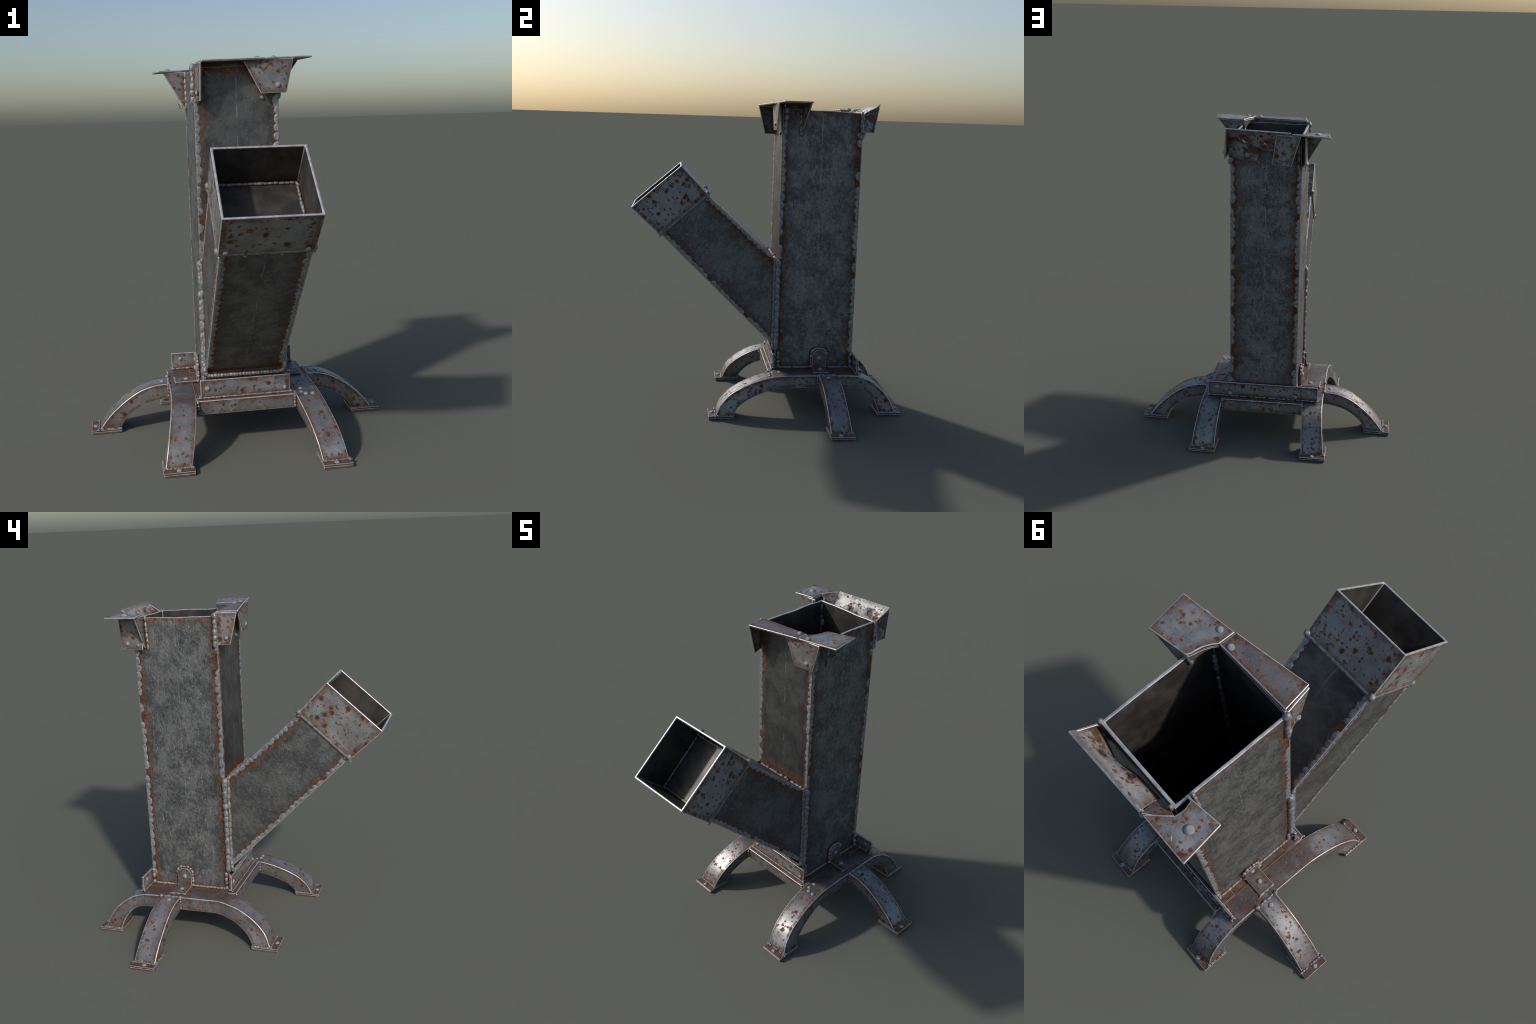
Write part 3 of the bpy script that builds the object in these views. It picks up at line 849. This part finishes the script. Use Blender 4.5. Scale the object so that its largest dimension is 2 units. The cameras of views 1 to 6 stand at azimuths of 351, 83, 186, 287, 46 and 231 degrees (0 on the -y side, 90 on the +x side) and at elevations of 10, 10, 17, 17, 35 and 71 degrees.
# back right: bent sheet, flaring outwards, pierced by two holes, with a ragged lower edge
cols = []                                            # x, lower edge height
for x, zb in ((0.221, 1.832), (0.19, 1.818), (0.15, 1.807), (0.10, 1.801), (0.047, 1.804), (0.024, 1.864), (-0.02, 1.860), (-0.08, 1.856), (-0.134, 1.862)):
    f = (x + 0.157) / 0.382
    ztop, ytop = 1.977 + 0.017 * f, 0.676 + 0.008 * f
    k = math.exp(-((x - 0.09) / 0.075) ** 2)          # belly in the middle
    cols.append([(x - 0.022 * (1 - f) + 0.004 * f, ytop, ztop), (x - 0.01 * (1 - f), ytop - 0.024, ztop - 0.027),
                 (x, 0.605 + 0.027 * k + 0.012 * (1 - f), 1.915 - 0.02 * k + 0.012 * f), (x, 0.594 + 0.030 * k, 1.885), (x + 0.004, 0.592 + 0.030 * k, zb)])
n = len(cols[0])
vs = [p for cl in cols for p in cl]
fs = [[i * n + j, i * n + j + 1, (i + 1) * n + j + 1, (i + 1) * n + j] for i in range(len(cols) - 1) for j in range(n - 1)]
sh3 = new_object('pot_bracket', mesh('pot_bracket', vs, fs), None, (M_FLARE, M_EDGE))
so = sh3.modifiers.new('thick', 'SOLIDIFY'); so.thickness, so.offset, so.material_offset_rim = 0.009, 0.0, 1
cutters = []
for cx, cy, cz in ((0.113, 0.636, 1.936), (-0.010, 0.622, 1.912)):
    bm = bmesh.new()
    bmesh.ops.create_cone(bm, cap_ends=True, segments=28, radius1=0.0185, radius2=0.0185, depth=0.12)
    me = bpy.data.meshes.new('hole')
    bm.to_mesh(me); bm.free()
    co = bpy.data.objects.new('hole', me)
    SCENE.objects.link(co)
    co.matrix_world = Matrix.Translation((cx, cy, cz)) @ V((0, 0, 1)).rotation_difference(V((0, -0.74, 0.67))).to_matrix().to_4x4()
    bo = sh3.modifiers.new('hole', 'BOOLEAN')
    bo.object, bo.operation, bo.solver = co, 'DIFFERENCE', 'EXACT'
    cutters.append(co)
bpy.context.view_layer.update()
freeze(sh3)
for co in cutters:
    me = co.data
    bpy.data.objects.remove(co)
    bpy.data.meshes.remove(me)
for p in sh3.data.polygons:
    p.use_smooth = True
bevel(sh3, 0.0028, 2, 50)
plate('gusset', [(0.226, 0.684, 1.990), (0.213, 0.590, 1.938), (0.241, 0.572, 1.818), (0.238, 0.651, 1.813)], 0.009, sh3, M_SHEET, 0.0036, (-1, 0, 0))
rivet((0.239, 0.622, 1.848), (1, 0, 0.1), 0.0135, sh3)
rivet((0.105, 0.627, 1.836), (0, 1, 0), 0.0165, sh3)
rivet((0.208, 0.607, 1.862), (0, 1, 0), 0.011, sh3)
seam([(0.215, 0.577, 1.785), (0.214, 0.577, 1.925)], 0.0125, 0.032, sh3, M_WELD_DULL, (1, 0, 0), 170, 0, 1.4, 0.25, sub=3)
blobs('weld_ball', [((0.205, 0.585, 1.80), (0.02, 0.016, 0.014), (0, 0, 1), (0, 1, 0))], sh3, M_WELD_DULL, 9)

# back left: square shelf with a slanted front gusset, a side and a back gusset
sh4 = plate('pot_bracket', [(-0.165, 0.677, 1.975), (-0.384, 0.678, 1.961), (-0.362, 0.499, 1.959), (-0.228, 0.517, 1.962), (-0.241, 0.563, 1.962), (-0.236, 0.598, 1.964), (-0.196, 0.640, 1.970)],
            0.010, None, M_SHEET, 0.0042, (0, 0, -1))
plate('gusset', [(-0.211, 0.516, 1.952), (-0.335, 0.512, 1.950), (-0.231, 0.508, 1.770), (-0.211, 0.508, 1.760)], 0.009, sh4, M_SHEET, 0.0036, (0, 1, 0))
plate('gusset', [(-0.243, 0.662, 1.950), (-0.243, 0.518, 1.950), (-0.243, 0.516, 1.757), (-0.243, 0.648, 1.756)], 0.009, sh4, M_SHEET, 0.0036, (1, 0, 0))
plate('gusset', [(-0.070, 0.671, 1.966), (-0.213, 0.671, 1.960), (-0.159, 0.669, 1.784), (-0.044, 0.666, 1.792)], 0.009, sh4, M_SHEET, 0.0036, (0, -1, 0))
plate('skirt', [(-0.234, 0.598, 1.962), (-0.198, 0.643, 1.968), (-0.160, 0.675, 1.974), (-0.134, 0.612, 1.916), (-0.205, 0.592, 1.925)], 0.007, sh4, M_SHELF, 0.002, (0, 0, -1))
rivet((-0.304, 0.591, 1.961), (0, 0, 1), 0.020, sh4)
rivet((-0.2435, 0.612, 1.793), (-1, 0, 0), 0.0155, sh4)
rivet((-0.2435, 0.545, 1.785), (-1, 0, 0), 0.011, sh4)
rivet((-0.115, 0.6705, 1.828), (0, 1, 0), 0.0155, sh4)
seam([(-0.213, 0.498, 1.770), (-0.213, 0.502, 1.935)], 0.010, 0.030, sh4, M_WELD, (-1, 0, 0), 175, 0, 1.4, 0.2)
seam([(-0.195, 0.584, 1.77), (-0.195, 0.586, 1.93)], 0.012, 0.034, sh4, M_WELD_DULL, (0, 1, 0), 176, 0, 1.4, 0.25)
blobs('weld_streak', [((-0.286, 0.652, 1.961), (0.030, 0.007, 0.005), (0.8, -0.6, 0), (0, 0, 1))], sh4, M_WELD, 11)
